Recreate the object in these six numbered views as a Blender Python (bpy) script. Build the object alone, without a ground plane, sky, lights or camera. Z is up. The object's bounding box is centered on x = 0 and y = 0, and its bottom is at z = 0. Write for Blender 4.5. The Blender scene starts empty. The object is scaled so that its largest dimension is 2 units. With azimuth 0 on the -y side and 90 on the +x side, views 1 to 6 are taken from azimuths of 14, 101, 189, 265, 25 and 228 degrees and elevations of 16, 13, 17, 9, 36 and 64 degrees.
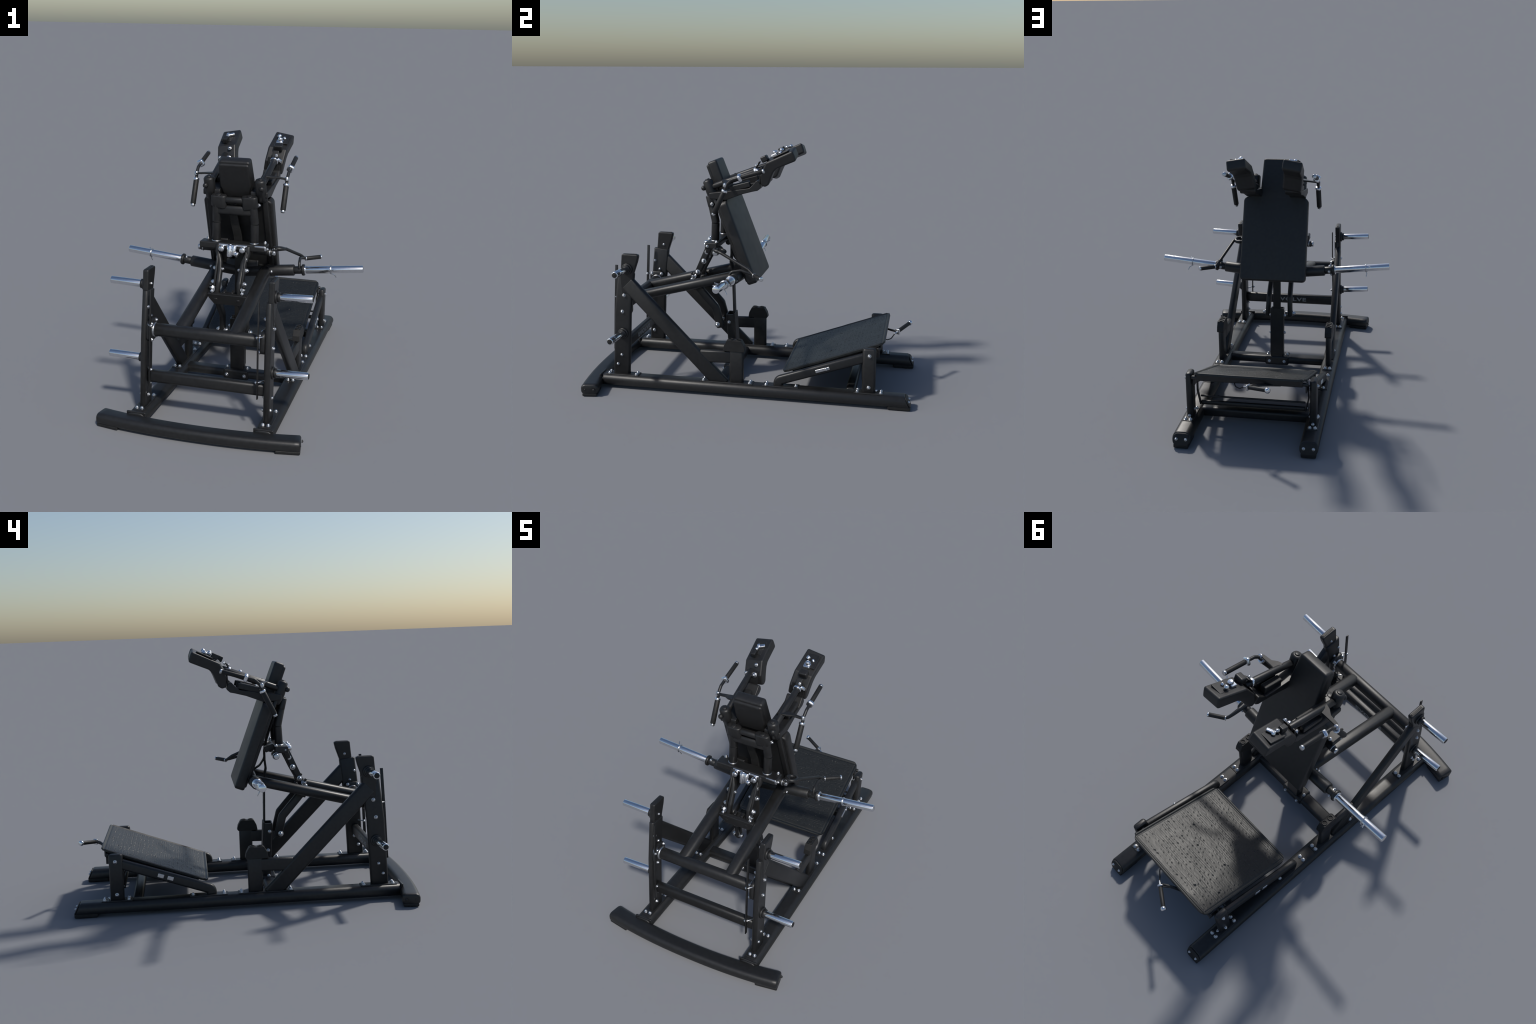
import bpy, bmesh, math, random
from mathutils import Vector, Matrix, noise

random.seed(7)
V = Vector

# ------------------------------------------------------------------ materials
def new_mat(name, base, rough, metal=0.0, var=0.25, noise_scale=60.0, bump=0.0, bump_scale=400.0,
            rough_var=0.06, spec=0.5, coat=0.0):
    m = bpy.data.materials.new(name)
    m.use_nodes = True
    nt = m.node_tree
    bs = nt.nodes["Principled BSDF"]
    tc = nt.nodes.new("ShaderNodeTexCoord")
    n1 = nt.nodes.new("ShaderNodeTexNoise")
    n1.inputs["Scale"].default_value = noise_scale
    n1.inputs["Detail"].default_value = 4
    nt.links.new(tc.outputs["Object"], n1.inputs["Vector"])
    ramp = nt.nodes.new("ShaderNodeValToRGB")
    lo = [max(0, c * (1 - var)) for c in base] + [1]
    hi = [min(1, c * (1 + var)) for c in base] + [1]
    ramp.color_ramp.elements[0].position = 0.3
    ramp.color_ramp.elements[1].position = 0.7
    ramp.color_ramp.elements[0].color = lo
    ramp.color_ramp.elements[1].color = hi
    nt.links.new(n1.outputs["Fac"], ramp.inputs["Fac"])
    nt.links.new(ramp.outputs["Color"], bs.inputs["Base Color"])
    mr = nt.nodes.new("ShaderNodeMapRange")
    mr.inputs["To Min"].default_value = max(0.02, rough - rough_var)
    mr.inputs["To Max"].default_value = rough + rough_var
    n2 = nt.nodes.new("ShaderNodeTexNoise")
    n2.inputs["Scale"].default_value = 14.0
    n2.inputs["Detail"].default_value = 3
    nt.links.new(tc.outputs["Object"], n2.inputs["Vector"])
    nt.links.new(n2.outputs["Fac"], mr.inputs["Value"])
    nt.links.new(mr.outputs["Result"], bs.inputs["Roughness"])
    bs.inputs["Metallic"].default_value = metal
    bs.inputs["Specular IOR Level"].default_value = spec
    if coat:
        bs.inputs["Coat Weight"].default_value = coat
        bs.inputs["Coat Roughness"].default_value = 0.15
    if bump:
        n3 = nt.nodes.new("ShaderNodeTexNoise")
        n3.inputs["Scale"].default_value = bump_scale
        n3.inputs["Detail"].default_value = 2
        nt.links.new(tc.outputs["Object"], n3.inputs["Vector"])
        b = nt.nodes.new("ShaderNodeBump")
        b.inputs["Strength"].default_value = bump
        b.inputs["Distance"].default_value = 0.002
        nt.links.new(n3.outputs["Fac"], b.inputs["Height"])
        nt.links.new(b.outputs["Normal"], bs.inputs["Normal"])
    return m

PAINT = new_mat("black_powder_coat", (0.0128, 0.0130, 0.0134), 0.43, bump=0.12, bump_scale=500, spec=0.5)
VINYL = new_mat("black_vinyl", (0.0125, 0.0125, 0.0128), 0.48, bump=0.12, bump_scale=700, spec=0.55)
RUBBER = new_mat("black_rubber", (0.013, 0.013, 0.013), 0.55, bump=0.2, bump_scale=600, spec=0.4)
CHROME = new_mat("chromed_steel", (0.80, 0.81, 0.83), 0.13, metal=1.0, var=0.04, rough_var=0.04, bump=0.03, bump_scale=60)
ZINC = new_mat("zinc_plated_steel", (0.60, 0.61, 0.63), 0.30, metal=1.0, var=0.12, rough_var=0.06, bump=0.25, bump_scale=180)
BRIGHT = new_mat("bright_zinc", (0.86, 0.87, 0.90), 0.22, metal=1.0, var=0.06, rough_var=0.06, bump=0.5, bump_scale=120)
TREAD = new_mat("tread_plate_steel", (0.0125, 0.0140, 0.0140), 0.48, var=0.35, noise_scale=90, bump=0.10, bump_scale=320, spec=0.5)
HOLE = new_mat("hollow_dark", (0.004, 0.004, 0.004), 0.7)
LETTER = new_mat("grey_print", (0.27, 0.275, 0.28), 0.5, var=0.12)

# ------------------------------------------------------------------ helpers
ROOT = bpy.data.objects.new("squat_machine", None)
bpy.context.scene.collection.objects.link(ROOT)
ROOT["label"] = "black plate-loaded squat machine with chrome weight pegs and foot plate"
ROOT["category"] = "gym machine"

def link(ob, parent):
    bpy.context.scene.collection.objects.link(ob)
    if parent is not None:
        ob.parent = parent
        # parts carry translations only, and each inverse cancels its parent's, so .location is always the world place
        ob.matrix_parent_inverse = Matrix.Translation(-parent.location)
    return ob

def finish(name, bm, mat, parent=None, angle=40, weighted=False, normals=True):
    if parent is None:
        parent = ROOT
    if normals:
        bmesh.ops.recalc_face_normals(bm, faces=bm.faces[:])
    me = bpy.data.meshes.new(name)
    bm.to_mesh(me)
    bm.free()
    lo = Vector((min(v.co[i] for v in me.vertices) for i in range(3)))
    hi = Vector((max(v.co[i] for v in me.vertices) for i in range(3)))
    c = (lo + hi) / 2
    me.transform(Matrix.Translation(-c))
    for p in me.polygons:
        p.use_smooth = True
    me.set_sharp_from_angle(angle=math.radians(angle))
    me.materials.append(mat)
    ob = bpy.data.objects.new(name, me)
    # world location: parents only ever carry translations, and the inverse cancels them
    ob.location = c
    link(ob, parent)
    if weighted:
        w = ob.modifiers.new("weighted", 'WEIGHTED_NORMAL')
        w.keep_sharp = True
    return ob

def rrect(w, h, r=None, n=6):
    """rounded rectangle / flat oval outline"""
    if r is None:
        r = min(w, h) / 2 * 0.98
    r = min(r, min(w, h) / 2 * 0.999)
    pts = []
    for cx, cy, a0 in ((w/2-r, h/2-r, 0), (-w/2+r, h/2-r, 90), (-w/2+r, -h/2+r, 180), (w/2-r, -h/2+r, 270)):
        for i in range(n + 1):
            a = math.radians(a0 + 90 * i / n)
            pts.append((cx + r * math.cos(a), cy + r * math.sin(a)))
    return pts

def circle(r, n=20):
    return [(r * math.cos(2*math.pi*i/n), r * math.sin(2*math.pi*i/n)) for i in range(n)]

def fillet(path, rad, n=6):
    """round the corners of a polyline"""
    path = [V(p) for p in path]
    out = [path[0]]
    for i in range(1, len(path) - 1):
        a, b, c = path[i-1], path[i], path[i+1]
        d1, d2 = (a - b), (c - b)
        l1, l2 = d1.length, d2.length
        d1.normalize(); d2.normalize()
        ang = d1.angle(d2)
        if ang > math.radians(176):
            out.append(b); continue
        t = min(rad / math.tan(ang / 2), l1 * 0.48, l2 * 0.48)
        p, q = b + d1 * t, b + d2 * t
        for k in range(n + 1):
            u = k / n
            out.append(p * (1-u)**2 + b * 2*u*(1-u) + q * u*u)
    out.append(path[-1])
    return out

def sweep_bm(bm, path, prof, up=(0, 0, 1), cap=0.004, scale=None):
    """sweep a closed profile along a path, chamfered end caps"""
    path = [V(p) for p in path]
    up = V(up)
    n = len(prof)
    mw = max(abs(p[0]) for p in prof); mh = max(abs(p[1]) for p in prof)
    rings = []
    def tang(i):
        if i == 0: return (path[1] - path[0]).normalized()
        if i == len(path) - 1: return (path[-1] - path[-2]).normalized()
        return ((path[i] - path[i-1]).normalized() + (path[i+1] - path[i]).normalized()).normalized()
    def ring(pos, t, k=1.0, inset=0.0):
        s = t.cross(up)
        if s.length < 1e-4:
            s = t.cross(V((0, 1, 0)))
        s.normalize()
        u = s.cross(t).normalized()
        fa = (mw - inset) / mw * k
        fb = (mh - inset) / mh * k
        return [bm.verts.new(pos + s * (a * fa) + u * (b * fb)) for a, b in prof]
    for i, p in enumerate(path):
        t = tang(i)
        k = scale(i / (len(path) - 1)) if scale else 1.0
        if i == 0 and cap:
            rings.append(ring(p, t, k, cap))
            rings.append(ring(p + t * cap * 0.35, t, k, cap * 0.35))
            rings.append(ring(p + t * cap, t, k))
        elif i == len(path) - 1 and cap:
            rings.append(ring(p - t * cap, t, k))
            rings.append(ring(p - t * cap * 0.35, t, k, cap * 0.35))
            rings.append(ring(p, t, k, cap))
        else:
            rings.append(ring(p, t, k))
    for a, b in zip(rings, rings[1:]):
        for j in range(n):
            bm.faces.new((a[j], a[(j+1) % n], b[(j+1) % n], b[j]))
    bm.faces.new(rings[0][::-1])
    bm.faces.new(rings[-1])

def tube(name, path, prof, mat=PAINT, parent=None, up=(0, 0, 1), cap=0.004, scale=None, post=None, angle=40):
    bm = bmesh.new()
    sweep_bm(bm, path, prof, up, cap, scale)
    if post:
        for v in bm.verts:
            post(v.co)
    return finish(name, bm, mat, parent, angle)

def rod(name, a, b, r, mat=PAINT, parent=None, cap=0.002, n=20):
    return tube(name, [a, b], circle(r, n), mat, parent, cap=min(cap, r * 0.5))

def multi_rod_bm(bm, segs, cap=0.0015, n=14):
    for a, b, r in segs:
        sweep_bm(bm, [a, b], circle(r, n), cap=min(cap, r * 0.4))

def box(name, c, size, mat=PAINT, parent=None, bev=0.004, rot=None, seg=3):
    bm = bmesh.new()
    bmesh.ops.create_cube(bm, size=1.0)
    for v in bm.verts:
        v.co = V((v.co.x * size[0], v.co.y * size[1], v.co.z * size[2]))
    if bev:
        bmesh.ops.bevel(bm, geom=bm.edges[:], offset=min(bev, min(size) * 0.48), segments=seg, profile=0.5, affect='EDGES')
    if rot is not None:
        bmesh.ops.transform(bm, matrix=rot.to_4x4(), verts=bm.verts[:])
    bmesh.ops.translate(bm, vec=V(c), verts=bm.verts[:])
    return finish(name, bm, mat, parent, 50, weighted=True)

def prism(name, prof, to3, depth, mat=PAINT, parent=None, bev=0.006, seg=3, warp=None, bev_all=False):
    """extrude a 2D outline; to3(a,b,d) maps outline coords and depth d to space"""
    bm = bmesh.new()
    d0, d1 = depth
    v0 = [bm.verts.new((a, b, d0)) for a, b in prof]
    v1 = [bm.verts.new((a, b, d1)) for a, b in prof]
    n = len(prof)
    bm.faces.new(v0[::-1]); bm.faces.new(v1)
    for i in range(n):
        bm.faces.new((v0[i], v0[(i+1) % n], v1[(i+1) % n], v1[i]))
    bmesh.ops.recalc_face_normals(bm, faces=bm.faces[:])
    if bev:
        es = [e for e in bm.edges if bev_all or (abs(e.verts[0].co.z - e.verts[1].co.z) < 1e-6)]
        bmesh.ops.bevel(bm, geom=es, offset=bev, segments=seg, profile=0.5, affect='EDGES', clamp_overlap=True)
    for v in bm.verts:
        v.co = V(to3(v.co.x, v.co.y, v.co.z))
        if warp:
            v.co = V(warp(v.co))
    return finish(name, bm, mat, parent, 50, weighted=True)

def round_poly(pts, rad, n=5):
    """fillet the corners of a closed 2D outline; rad may be a list"""
    out = []
    m = len(pts)
    for i in range(m):
        a, b, c = V(pts[i-1]), V(pts[i]), V(pts[(i+1) % m])
        r = rad[i] if isinstance(rad, (list, tuple)) else rad
        d1, d2 = a - b, c - b
        l1, l2 = d1.length, d2.length
        d1.normalize(); d2.normalize()
        ang = d1.angle(d2)
        if r <= 0 or ang > math.radians(175):
            out.append((b.x, b.y)); continue
        t = min(r / math.tan(ang / 2), l1 * 0.47, l2 * 0.47)
        p, q = b + d1 * t, b + d2 * t
        for k in range(n + 1):
            u = k / n
            w = p * (1-u)**2 + b * 2*u*(1-u) + q * u*u
            out.append((w.x, w.y))
    return out

def soft_prism(name, prof, to3, depth, rad, mat=PAINT, parent=None, seg=5, warp=None):
    """extrude a smooth 2D outline with fully rounded rims (rings inset along the outline's normals)"""
    n = len(prof)
    P2 = [V(p) for p in prof]
    area = sum(P2[i].x * P2[(i+1) % n].y - P2[(i+1) % n].x * P2[i].y for i in range(n))
    sg = 1 if area > 0 else -1
    nor = []
    for i in range(n):
        a = (P2[i] - P2[i-1]).normalized(); b = (P2[(i+1) % n] - P2[i]).normalized()
        na = V((a.y, -a.x)) * sg; nb_ = V((b.y, -b.x)) * sg
        m = (na + nb_)
        m = m.normalized() / max(0.6, math.cos(na.angle(nb_) / 2)) if m.length > 1e-6 else na
        nor.append(m)
    d0, d1 = depth
    sd = 1 if d1 > d0 else -1
    levels = []
    for k in range(seg + 1):
        t = math.pi / 2 * k / seg
        levels.append((d0 + sd * rad * (1 - math.sin(t)), rad * (1 - math.cos(t))))
    levels = levels[::-1]                       # from the first face inwards to full size
    lv = levels + [(d0 + d1 - d, i_) for d, i_ in levels[::-1]]
    bm = bmesh.new()
    prev = first = None
    for d, ins in lv:
        ring_ = []
        for p, m in zip(P2, nor):
            q = p - m * ins
            co = V(to3(q.x, q.y, d))
            ring_.append(bm.verts.new(warp(co) if warp else co))
        if prev:
            for j in range(n):
                bm.faces.new((prev[j], prev[(j+1) % n], ring_[(j+1) % n], ring_[j]))
        else:
            first = ring_
        prev = ring_
    caps = [bm.faces.new(first[::-1]), bm.faces.new(prev)]
    bmesh.ops.recalc_face_normals(bm, faces=bm.faces[:])
    bmesh.ops.triangulate(bm, faces=caps, quad_method='BEAUTY', ngon_method='EAR_CLIP')
    return finish(name, bm, mat, parent, 50, weighted=True)

# ---- shared fastener meshes -------------------------------------------------
def make_dome_nut(r, h):
    bm = bmesh.new()
    # washer, hexagon, dome
    sweep_bm(bm, [(0, 0, -0.001), (0, 0, 0.0022)], circle(r * 1.12, 18), up=(0, 1, 0), cap=0.0006)
    hexa = [(r * 0.98 * math.cos(math.radians(60*i)), r * 0.98 * math.sin(math.radians(60*i))) for i in range(6)]
    sweep_bm(bm, [(0, 0, 0.001), (0, 0, h * 0.55)], hexa, up=(0, 1, 0), cap=0.001)
    m = bmesh.ops.create_uvsphere(bm, u_segments=14, v_segments=8, radius=r * 0.8)
    for v in m["verts"]:
        v.co.z = max(v.co.z, -r * 0.1) * (h * 0.6) / (r * 0.8) + h * 0.45
    bmesh.ops.recalc_face_normals(bm, faces=bm.faces[:])
    me = bpy.data.meshes.new("bolt")
    bm.to_mesh(me); bm.free()
    for p in me.polygons:
        p.use_smooth = True
    me.set_sharp_from_angle(angle=math.radians(38))
    me.materials.append(ZINC)
    return me

NUT_BLACK = make_dome_nut(0.0078, 0.007)
NUT_BLACK.materials.clear(); NUT_BLACK.materials.append(PAINT)
NUT = make_dome_nut(0.0102, 0.0130)
NUT_BIG = make_dome_nut(0.0150, 0.020)
NUT_SMALL = make_dome_nut(0.0078, 0.010)

def bolt(pos, direction, parent=None, me=None, name="bolt"):
    ob = bpy.data.objects.new(name, me or NUT)
    ob.location = V(pos)
    q = V(direction).normalized().to_track_quat('Z', 'Y')
    ob.rotation_mode = 'QUATERNION'
    spin = Matrix.Rotation(random.uniform(0, 6.28), 3, 'Z').to_quaternion()
    ob.rotation_quaternion = q @ spin
    return link(ob, parent or ROOT)

X = V((1, 0, 0)); Y = V((0, 1, 0)); Z = V((0, 0, 1))

# ================================================================== BASE
foot_y = lambda x: -0.9535 + 0.050 * (abs(x) / 0.56) ** 2.2
front_foot = tube("front_foot", [(0.557 * (i / 16 - 1), foot_y(0.557 * (i / 16 - 1)), 0.0425) for i in range(33)],
                  rrect(0.093, 0.064, 0.024), cap=0.009,
                  post=lambda co: setattr(co, "y", foot_y(co.x) + (co.y - foot_y(co.x)) * (1 + 0.12 * (abs(co.x) / 0.56) ** 2)))
for s in (1, -1):
    xc = 0.492
    t = V((1, (foot_y(0.53) - foot_y(0.45)) / 0.08 * s, 0)).normalized()
    a = math.atan2(t.y, t.x)
    box("rubber_foot", (s * xc, foot_y(xc), 0.0095), (0.13, 0.088, 0.019), RUBBER, front_foot, 0.006,
        Matrix.Rotation(a, 3, 'Z'))
    for dy in (-0.025, 0.025):
        bolt((s * 0.5565, foot_y(0.56) + dy * 1.1, 0.0430), (s, 0.1, 0), front_foot, NUT_BLACK)

RAIL_X = 0.354
rails = {}
for s in (1, -1):
    def slant(co):
        if co.y > 0.9:
            co.y += (0.050 - co.z) * 0.45
    r = tube("side_rail", [(s * RAIL_X, -0.905, 0.048), (s * RAIL_X, 0.977, 0.048)], rrect(0.103, 0.071, 0.031), cap=0.004, post=slant)
    rails[s] = r
    cap = tube("end_cap", [(s * RAIL_X, 0.9765, 0.048), (s * RAIL_X, 0.987, 0.048)], rrect(0.096, 0.064, 0.028), RUBBER, r, cap=0.005, post=slant)
    for dx in (-0.027, 0.027):
        bolt((s * RAIL_X + dx, 0.9855, 0.050), (0, 1, 0.42), r, NUT_SMALL)
    box("rubber_foot", (s * RAIL_X, 0.932, 0.0125), (0.084, 0.132, 0.025), RUBBER, r, 0.006)
    # front mounting flange and footplates welded on the rail
    box("flange", (s * RAIL_X, -0.893, 0.060), (0.108, 0.012, 0.060), PAINT, r, 0.005)
    for y0, y1 in ((-0.868, -0.655), (-0.262, 0.062), (0.122, 0.340), (0.668, 0.842)):
        box("mounting_plate", (s * RAIL_X, (y0 + y1) / 2, 0.0835), (0.062, y1 - y0, 0.007), PAINT, r, 0.003)
    for y in (-0.845, -0.672, -0.243, 0.042, 0.143, 0.687, 0.824):
        for dx in (-0.0145, 0.0145):
            bolt((s * RAIL_X + dx, y, 0.0865), Z, r)
    bolt((s * (RAIL_X + 0.004), 0.322, 0.0865), Z, r)

mid_bar = tube("middle_crossbar", [(-0.315, -0.147, 0.053), (0.315, -0.147, 0.053)], rrect(0.078, 0.050, 0.02))
box("flange", (0, -0.147, 0.053), (0.158, 0.092, 0.062), PAINT, mid_bar, 0.012)
for sx in (-1, 1):
    bolt((sx * 0.05, -0.102, 0.05), Y, mid_bar)
    bolt((sx * 0.055, -0.192, 0.05), -Y, mid_bar)
    bolt((sx * 0.063, -0.147, 0.083), Z, mid_bar)
rear_bar = tube("rear_crossbar", [(-0.315, 0.642, 0.055), (0.315, 0.642, 0.055)], rrect(0.056, 0.056, 0.016))

# ================================================================== UPRIGHTS
for s in (1, -1):
    xp = s * 0.348; xq = s * 0.339
    up_path = fillet([(xp, -0.771, 0.070), (s * 0.343, -0.752, 0.47), (xq, -0.723, 0.731)], 0.3)
    post = tube("upright", up_path, rrect(0.035, 0.105, 0.015), up=(0, 1, 0), cap=0.005)
    # flared holder at the top
    prof = round_poly([(-0.745, 0.845), (-0.638, 0.843), (-0.648, 0.800), (-0.674, 0.725), (-0.682, 0.660),
                       (-0.700, 0.600), (-0.752, 0.600), (-0.760, 0.700), (-0.752, 0.770)],
                      [0.013, 0.013, 0.03, 0.04, 0.03, 0.013, 0.013, 0.03, 0.03])
    soft_prism("holder", prof, lambda a, b, d: (d, a, b), (s * 0.3295, s * 0.3618), 0.008, PAINT, post)
    # shallow recess plate on the top of the holder
    box("top_pad", (s * 0.3457, -0.692, 0.8438), (0.013, 0.078, 0.004), RUBBER, post, 0.0015)
    # pegs for spare plates
    for (yi, zi, yt, zt) in ((-0.712, 0.755, -0.715, 0.763), (-0.751, 0.347, -0.761, 0.356)):
        a = V((s * 0.362, yi, zi)); b = V((s * 0.5575, yt, zt))
        d = (b - a).normalized()
        peg = tube("storage_peg", [a, b], circle(0.0202, 28), CHROME, None, cap=0.003)
        tube("collar", [a - d * 0.004, a + d * 0.010], circle(0.034, 24), PAINT, peg, cap=0.004)
        tube("collar", [a + d * 0.008, a + d * 0.024], circle(0.026, 24), PAINT, peg, cap=0.003)
        tube("end_plug", [b - d * 0.002, b + d * 0.0015], circle(0.0155, 20), RUBBER, peg, cap=0.001)
    for y, z in ((-0.738, 0.588), (-0.752, 0.485), (-0.764, 0.209), (-0.790, 0.148)):
        bolt((s * 0.3600, y, z), (s, 0, 0), post)
        bolt((s * 0.3260, y, z), (-s, 0, 0), post)
    bolt((s * 0.3260, -0.768, 0.648), (-s, 0, 0), post)
    bolt((s * 0.3315, -0.708, 0.760), (-s, 0, 0), post, NUT_SMALL)
    # diagonal brace and the arm to the stop post
    tube("diagonal_brace", [(s * 0.357, -0.126, 0.062), (s * 0.3455, -0.716, 0.663)], rrect(0.094, 0.038, 0.015), up=X, cap=0.004)
    tube("brace_arm", [(s * 0.353, -0.262, 0.236), (s * 0.353, -0.066, 0.242)], rrect(0.031, 0.077, 0.012), up=(0, 0, 1), cap=0.002)
    stop = tube("stop_post", [(s * 0.3530, -0.041, 0.076), (s * 0.3530, -0.041, 0.300)], rrect(0.033, 0.086, 0.013), up=(0, 1, 0), cap=0.003)
    prof = round_poly([(-0.120, 0.283), (-0.114, 0.316), (-0.096, 0.3505), (-0.010, 0.3505), (0.008, 0.318), (0.014, 0.290),
                       (0.006, 0.281), (-0.07, 0.281)], [0.003, 0.004, 0.006, 0.006, 0.004, 0.003, 0.003, 0.003])
    capo = prism("bumper_cap", prof, lambda a, b, d: (d, a, b), (s * 0.3530 - 0.0215, s * 0.3530 + 0.0215), RUBBER, stop, bev=0.006)
    for y in (-0.076, -0.030):
        tube("socket", [(s * 0.3530, y, 0.340), (s * 0.3530, y, 0.3512)], circle(0.0115, 20), HOLE, stop, cap=0.0)
        bm = bmesh.new()
        sweep_bm(bm, [(s * 0.3530 + 0.0140 * math.cos(a), y + 0.0140 * math.sin(a), 0.3510) for a in [2 * math.pi * q / 24 for q in range(25)]], rrect(0.006, 0.009, 0.002, 2), cap=0)
        finish("socket_rim", bm, RUBBER, stop)
    # flat safety strip in front of the upright
    strip = tube("guide_strip", [(s * 0.301, -0.828, 0.222), (s * 0.296, -0.817, 0.50), (s * 0.2945, -0.803, 0.760)],
                 rrect(0.0065, 0.018, 0.002), up=(0, 1, 0), cap=0.0015)
    for y, z in ((-0.817, 0.560), (-0.823, 0.313)):
        bolt((s * 0.2935, y, z), (-s, 0, 0), strip, NUT_SMALL)
        rod("pin", (s * 0.299, y, z), (s * 0.328, y + 0.035, z), 0.004, ZINC, strip)
    # flanged bearing of the lever pivot
    bear = tube("bearing", [(s * 0.328, -0.752, 0.516), (s * 0.300, -0.752, 0.516)], rrect(0.100, 0.120, 0.030), up=(0, 0, 1), cap=0.006)
    tube("bearing_ring", [(s * 0.305, -0.752, 0.516), (s * 0.288, -0.752, 0.516)], circle(0.039, 28), ZINC, bear, cap=0.005)
    for dy in (-0.036, 0.032):
        for dz in (-0.046, 0.044):
            bolt((s * 0.302, -0.752 + dy, 0.516 + dz), (-s, 0, 0), bear)

pivot_bar = tube("pivot_crossbar", [(-0.292, -0.752, 0.517), (0.292, -0.752, 0.517)], rrect(0.060, 0.070, 0.026))
lower_bar = tube("lower_crossbar", [(-0.328, -0.770, 0.254), (0.328, -0.770, 0.254)], rrect(0.045, 0.068, 0.016))

# lettering on the back of the lower crossbar
cu = bpy.data.curves.new("lettering", 'FONT')
cu.body = "EVOLVE"
cu.align_x = 'CENTER'; cu.align_y = 'CENTER'
cu.size = 0.037; cu.extrude = 0.0006; cu.offset = 0.0012
cu.space_character = 1.15
tmp = bpy.data.objects.new("tmp_text", cu)
bpy.context.scene.collection.objects.link(tmp)
bpy.context.view_layer.update()
me = bpy.data.meshes.new_from_object(tmp.evaluated_get(bpy.context.evaluated_depsgraph_get()))
bpy.data.objects.remove(tmp)
w = max(v.co.x for v in me.vertices) - min(v.co.x for v in me.vertices)
me.transform(Matrix.Scale(0.222 / w, 4, X))
me.transform(Matrix.Rotation(math.pi, 4, 'Z') @ Matrix.Rotation(math.pi / 2, 4, 'X'))
me.materials.clear(); me.materials.append(LETTER)
me.name = "lettering"
lt = bpy.data.objects.new("lettering", me)
lt.location = (0.0, -0.7473, 0.2540)
link(lt, lower_bar)

# ================================================================== LEVER CARRIAGE
lever = {}
for s in (1, -1):
    lever[s] = tube("lever_arm", [(s * 0.152, -0.752, 0.523), (s * 0.146, -0.045, 0.706)], rrect(0.074, 0.058, 0.027), cap=0.006)
BR = Matrix.Rotation(0.24, 3, 'X')
def bridge3(a, b, d):
    return V((0, -0.380, 0.599)) + BR @ V((a, d, b))
bp = round_poly([(-0.118, 0.033), (0.118, 0.033), (0.108, 0.006), (0.078, -0.033), (-0.078, -0.033), (-0.108, 0.006)], 0.006)
cross = prism("lever_bridge", bp, bridge3, (-0.012, 0.014), PAINT, None, bev=0.004)
for sx in (-1, 1):
    box("cheek", (sx * 0.070, -0.355, 0.607), (0.034, 0.050, 0.058), PAINT, cross, 0.008, BR)
    box("pocket_floor", (sx * 0.024, -0.346, 0.604), (0.050, 0.056, 0.034), PAINT, cross, 0.006, BR)
    box("lug", (sx * 0.024, -0.352, 0.622), (0.016, 0.036, 0.040), PAINT, cross, 0.006, BR)
rod("pivot_pin", (-0.088, -0.353, 0.684), (-0.050, -0.353, 0.684), 0.009, ZINC, cross)
rod("pivot_pin", (0.050, -0.353, 0.684), (0.088, -0.353, 0.684), 0.009, ZINC, cross)

# bent lower links from the bridge to the centre column
for s in (1, -1):
    ln = tube("lower_link", fillet([(s * 0.066, -0.380, 0.615), (s * 0.070, -0.240, 0.456), (s * 0.076, -0.208, 0.330)], 0.02),
              rrect(0.049, 0.030, 0.011), up=X, cap=0.006)
    bolt((s * 0.091, -0.226, 0.352), (s, 0, 0), ln, NUT_BIG)
    rod("spacer", (s * 0.04, -0.226, 0.352), (s * 0.07, -0.226, 0.352), 0.012, ZINC, ln)

# centre column: an open box tube with a rear plate
bm = bmesh.new()
out = rrect(0.086, 0.054, 0.010, 4); inn = rrect(0.072, 0.042, 0.006, 4)
rings = []
for prof, z in ((out, 0.078), (out, 0.409), (inn, 0.409), (inn, 0.31)):
    rings.append([bm.verts.new((a, b - 0.1555 + (0.41 - z) * 0.06, z)) for a, b in prof])
for a, b in zip(rings, rings[1:]):
    for j in range(len(a)):
        bm.faces.new((a[j], a[(j+1) % len(a)], b[(j+1) % len(a)], b[j]))
bm.faces.new(rings[-1])
bm.faces.new(rings[0][::-1])
column = finish("centre_column", bm, PAINT, None, 40)
box("column_plate", (0, -0.1200, 0.258), (0.086, 0.008, 0.320), PAINT, column, 0.003, Matrix.Rotation(0.06, 3, 'X'))
for s in (1, -1):
    bolt((s * 0.0430, -0.163, 0.357), (s, 0, 0), column)
    bolt((s * 0.0430, -0.150, 0.240), (s, 0, 0), column)

# webbing strap
strap = tube("strap", fillet([(0.0, -0.132, 0.300), (0.0, -0.137, 0.50), (0.0, -0.140, 0.60), (0.004, -0.147, 0.707), (0.004, -0.156, 0.745), (0.002, -0.150, 0.80),
                             (0.0, -0.150, 0.850), (-0.004, -0.163, 0.92), (-0.012, -0.184, 0.985), (-0.020, -0.215, 1.08), (-0.020, -0.225, 1.13)], 0.05, 4),
             rrect(0.050, 0.011, 0.003), RUBBER, None, up=(0, 1, 0), cap=0.001)
tube("strap_loop", fillet([(0.003, -0.152, 0.835), (0.003, -0.144, 0.80), (0.003, -0.120, 0.765), (0.003, -0.070, 0.735)], 0.05, 4),
     rrect(0.046, 0.006, 0.002), RUBBER, strap, up=(0, 1, 0), cap=0.001)

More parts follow.
